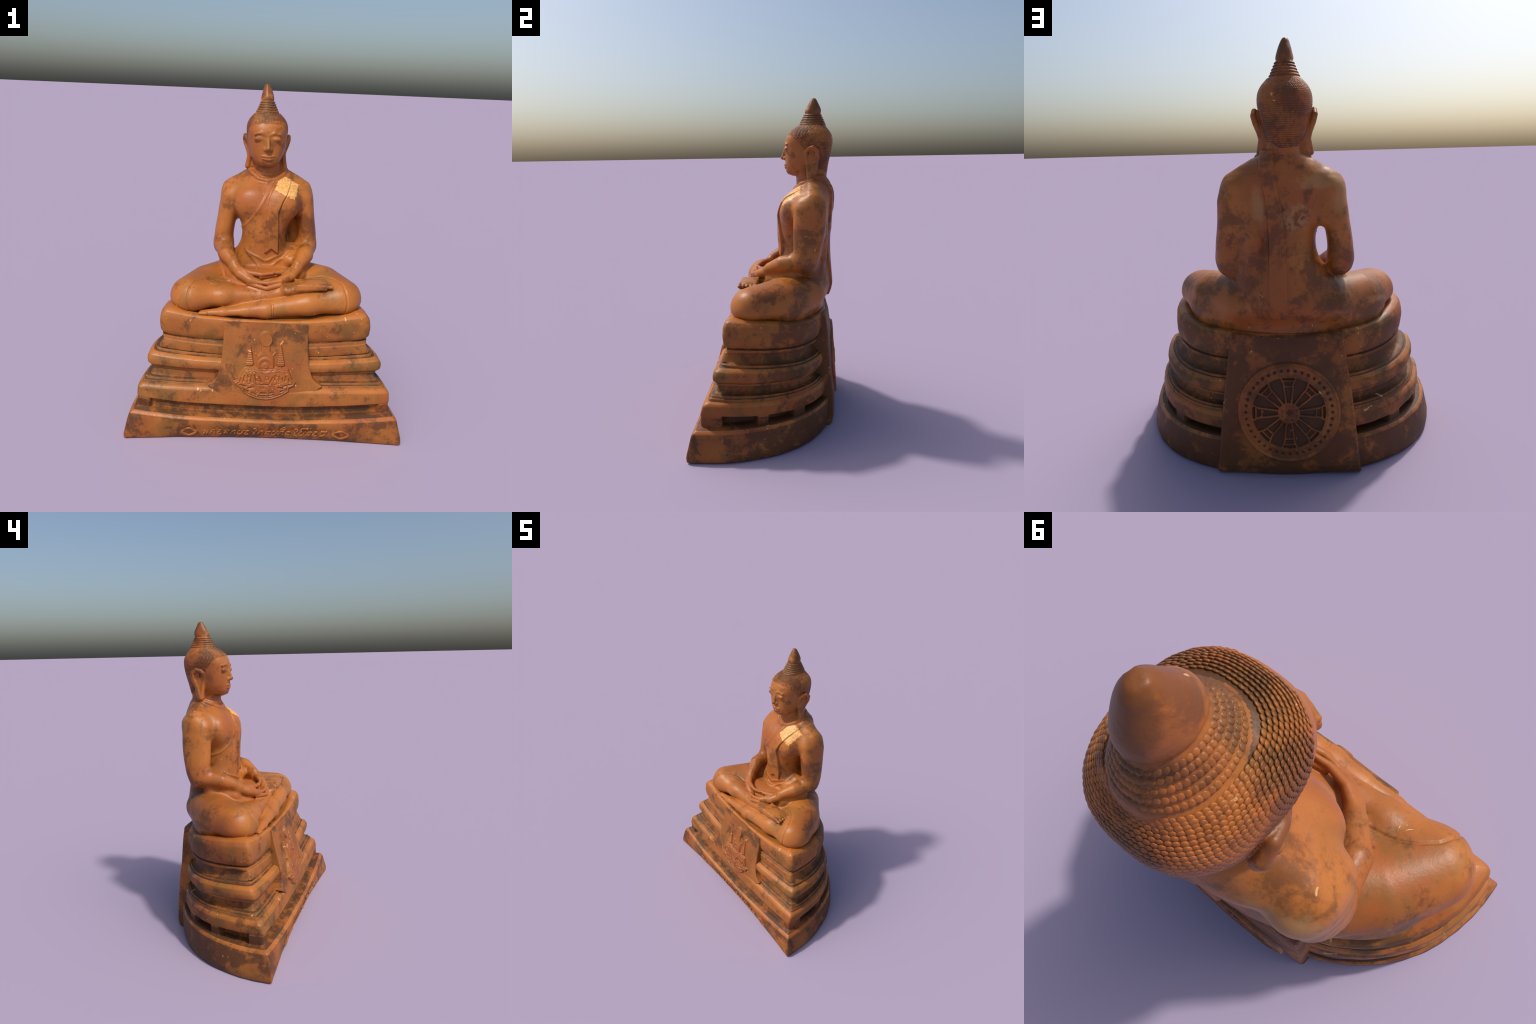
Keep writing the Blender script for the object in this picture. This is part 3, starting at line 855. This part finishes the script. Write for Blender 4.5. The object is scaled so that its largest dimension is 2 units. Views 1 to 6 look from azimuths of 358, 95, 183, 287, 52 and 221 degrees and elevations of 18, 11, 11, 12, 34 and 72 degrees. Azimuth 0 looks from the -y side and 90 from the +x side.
def split_off(VV, FF, mask, nq, name_a, mat_a, name_b, mat_b, sunk):
    fa = [FF[i] for i in range(nq) if not mask[i]] + FF[nq:]
    fb = [FF[i] for i in range(nq) if mask[i]]
    me = bpy.data.meshes.new("tmp"); me.from_pydata(VV.tolist(), [], FF[:nq]); me.update()
    N = np.zeros(len(VV) * 3); me.vertex_normals.foreach_get("vector", N); N = N.reshape(-1, 3); bpy.data.meshes.remove(me)
    a = new_object(name_a, VV, fa, mat_a, pedestal, angle=50)
    ids, inv = np.unique(np.array(fb), return_inverse=True)
    b = new_object(name_b, VV[ids], inv.reshape(-1, 4), mat_b, pedestal, N[ids])
    b.data.materials.append(M_NECK)          # dark material on the sunk ground of the casting
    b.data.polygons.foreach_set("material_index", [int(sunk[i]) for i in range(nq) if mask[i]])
    return a, b
FF = [f[::-1] for f in FF]
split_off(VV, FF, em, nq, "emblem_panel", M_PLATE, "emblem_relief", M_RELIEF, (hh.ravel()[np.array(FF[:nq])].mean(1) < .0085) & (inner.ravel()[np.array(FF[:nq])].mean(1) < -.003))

def wheel_height(x, z):
    cx, cz, R = -.008, .325, .243
    dx, dz = x - cx, z - cz
    r, a = np.hypot(dx, dz), np.arctan2(dx, dz)
    h = .008 * step(-(r - R), -.001, .007)
    h += .006 * np.exp(-((r - R + .009) / .0055) ** 2)                     # outer rim
    h += .003 * np.exp(-((r - .183) / .003) ** 2) + .003 * np.exp(-((r - .174) / .002) ** 2)
    band = r < .172
    # eight paired spokes, opening like petals toward the rim
    k = np.round(a / (math.pi / 4)); da = a - k * math.pi / 4
    lat, lon = r * np.sin(da), r * np.cos(da)
    w = np.interp(lon, [.05, .11, .14, .165], [.012, .020, .022, .034])
    bar = np.exp(-((np.abs(lat) - w) / .0060) ** 4) * (lon > .045)
    cap = np.exp(-((lon - .128) / .006) ** 2) * (np.abs(lat) < w) + np.exp(-((lon - .155) / .006) ** 2) * (np.abs(lat) < w)
    sunk = step(r, .050, .056) * (1 - step(r, .168, .174))
    fill = np.clip(np.maximum(bar, cap), 0, 1)
    h = np.where(sunk > 0, h - .011 * sunk * (1 - fill), h)
    hub = np.exp(-((r - .034) / .015) ** 4) * .004 - .006 * np.exp(-(r / .017) ** 4)
    h += hub * (r < .055)
    kk = np.round((a + .39) / (math.pi / 4)) * math.pi / 4 - .39
    h -= .006 * np.exp(-((np.hypot(dx - .036 * np.sin(kk), dz - .036 * np.cos(kk))) / .0055) ** 2)
    q = np.round(a / (2 * math.pi / 40)) * 2 * math.pi / 40
    h -= .0075 * np.exp(-((np.hypot(dx - .203 * np.sin(q), dz - .203 * np.cos(q))) / .0075) ** 4)
    return h, r - R

pz = np.linspace(.69, .0, 330)
Wz, U = np.meshgrid(pz, np.linspace(-1, 1, 321), indexing="ij")
half = np.interp(Wz, [0, .05, .40, .678, .69], [.346, .340, .302, .263, .262])
X = U * half - .003
edge = np.interp(Wz, [0, .012, .05, .15, .40, .62, .672, .684, .69], [.372, .386, .394, .392, .371, .354, .349, .340, .325])
mid = np.interp(Wz, [0, .012, .05, .15, .385, .554, .64, .675, .685, .69], [.372, .397, .411, .414, .403, .385, .369, .356, .345, .330])
hh, wr = wheel_height(X, Wz)
Y = edge + (mid - edge) * (1 - np.abs(U) ** 2.2) + hh + wobble(np.stack([X, Wz, Wz], -1).reshape(-1, 3), .0018, 26, 9).reshape(X.shape)
Y -= .006 * step(np.abs(U), .97, 1.0)
VV, FF = plate("dharma_wheel_panel", np.stack([X, Y, Wz], -1), M_PLATE, pedestal, -.10)
nq = 329 * 320
FFA = np.array(FF[:nq]); wm = wr.ravel()[FFA].mean(1) < .001
FF = [f for f in FF]
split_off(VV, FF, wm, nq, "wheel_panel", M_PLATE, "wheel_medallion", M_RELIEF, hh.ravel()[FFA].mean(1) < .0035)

# ---- inscription and lozenges on the plinth front
FACE = L[:14, 6:NF - 6].reshape(-1, 3)
def plinth_front(x, z):
    w = ((FACE[:, 0] - x) / .9) ** 2 + ((FACE[:, 2] - z) * 1.0) ** 2
    k = np.argpartition(w, 6)[:6]
    ww = 1 / (w[k] + 1e-6)
    return float((FACE[k, 1] * ww).sum() / ww.sum()) - .001

def tube(paths, r, flat=.75):
    """rounded relief strokes lying on the plinth face"""
    VV, FF, k = [], [], 0
    for pts in paths:
        pts = np.array(pts, float)
        for _ in range(2):
            q = np.empty((2 * len(pts), 2)); q[0], q[-1] = pts[0], pts[-1]
            q[1:-1:2] = pts[:-1] * .75 + pts[1:] * .25; q[2:-1:2] = pts[:-1] * .25 + pts[1:] * .75
            pts = q
        T = np.gradient(pts, axis=0); T /= np.linalg.norm(T, axis=1)[:, None] + 1e-9
        N = np.stack([-T[:, 1], T[:, 0]], 1)
        m = 10
        for j, p in enumerate(pts):
            rr = r * (.35 if j in (0, len(pts) - 1) else .8 if j in (1, len(pts) - 2) else 1)
            for i in range(m):
                a = 2 * math.pi * i / m
                u = p + N[j] * rr * math.cos(a)
                VV.append((u[0], plinth_front(u[0], u[1]) - flat * rr * math.sin(a), u[1]))
        nn = len(pts)
        FF += [[k + j * m + i, k + j * m + (i + 1) % m, k + (j + 1) * m + (i + 1) % m, k + (j + 1) * m + i] for j in range(nn - 1) for i in range(m)]
        FF += [[k + i for i in range(m)][::-1], [k + (nn - 1) * m + i for i in range(m)]]
        k += nn * m
    return np.array(VV), FF

# each letter: strokes in a unit cell (width, height), then slanted and set along the line
LETTERS = {
    "loop_tail": [[(.1, .75), (.3, .95), (.75, .9), (.5, .6), (.2, .45), (.15, .1), (.5, 0), (.85, .15)]],
    "double_hook": [[(.05, .5), (.25, .9), (.5, .85), (.4, .5), (.1, .1)], [(.5, .85), (.9, .95), (.75, .5), (.55, .05)]],
    "bowl": [[(.1, .9), (.0, .4), (.15, .05), (.55, .05), (.8, .4), (.95, 1.0)], [(.1, .9), (.35, .95)]],
    "arch": [[(.05, 0), (.2, .8), (.5, 1.0), (.8, .85), (.75, .4), (.9, 0)], [(.2, .55), (.45, .5)]],
    "tall_stem": [[(.35, .1), (.6, .0), (.5, .5), (.75, 1.25), (.3, 1.4), (.15, 1.2)]],
    "curl_mark": [[(.1, 1.1), (.3, 1.5), (.7, 1.6), (.9, 1.3), (.6, 1.15), (.4, 1.3)]],
    "long_mark": [[(.0, 1.15), (.25, 1.5), (.6, 1.45), (1.3, 1.5)], [(1.1, 1.5), (1.15, 1.25)]],
    "end_sweep": [[(.05, .85), (.4, 1.0), (.95, .9), (1.1, 1.15)], [(.9, .9), (1.0, .45), (.7, .05), (.2, .0)], [(.05, .85), (.2, .6), (.5, .65)]],
}
LINE = ["double_hook", "arch", "loop_tail", "double_hook", "arch", "bowl", "loop_tail", "tall_stem", "arch", "double_hook", "bowl", "curl_mark+arch", "loop_tail", "tall_stem", "long_mark+bowl", "double_hook", "loop_tail", "end_sweep"]
inscription = empty("inscription", (0, 0, 0), pedestal)
x0, x1 = -.350, .368
cw = (x1 - x0) / len(LINE)
for i, key in enumerate(LINE):
    strokes = []
    for kk in key.split("+"):
        for st in LETTERS[kk]:
            strokes.append([(x0 + cw * (i + .04 + .86 * u) + .010 * v, .030 + .042 * v + .006 * (i / len(LINE))) for u, v in st])
    VV, FF = tube(strokes, .0052, .9)
    new_object("letter", VV, FF, M_RELIEF, inscription)
for cx, cz, a, b in ((-.428, .049, .046, .030), (.459, .054, .052, .031)):
    loz = [[(cx - a, cz), (cx, cz + b), (cx + a, cz), (cx, cz - b), (cx - a, cz), (cx, cz + b)]]
    VV, FF = tube([[(cx - a, cz), (cx - a*.5, cz + b*.55), (cx, cz + b), (cx + a*.5, cz + b*.55), (cx + a, cz), (cx + a*.5, cz - b*.55), (cx, cz - b), (cx - a*.5, cz - b*.55), (cx - a, cz)]], .0085, .6)
    new_object("lozenge", VV, FF, M_RELIEF, pedestal)

print("faces", sum(len(o.data.polygons) for o in bpy.data.objects if o.type == "MESH"))
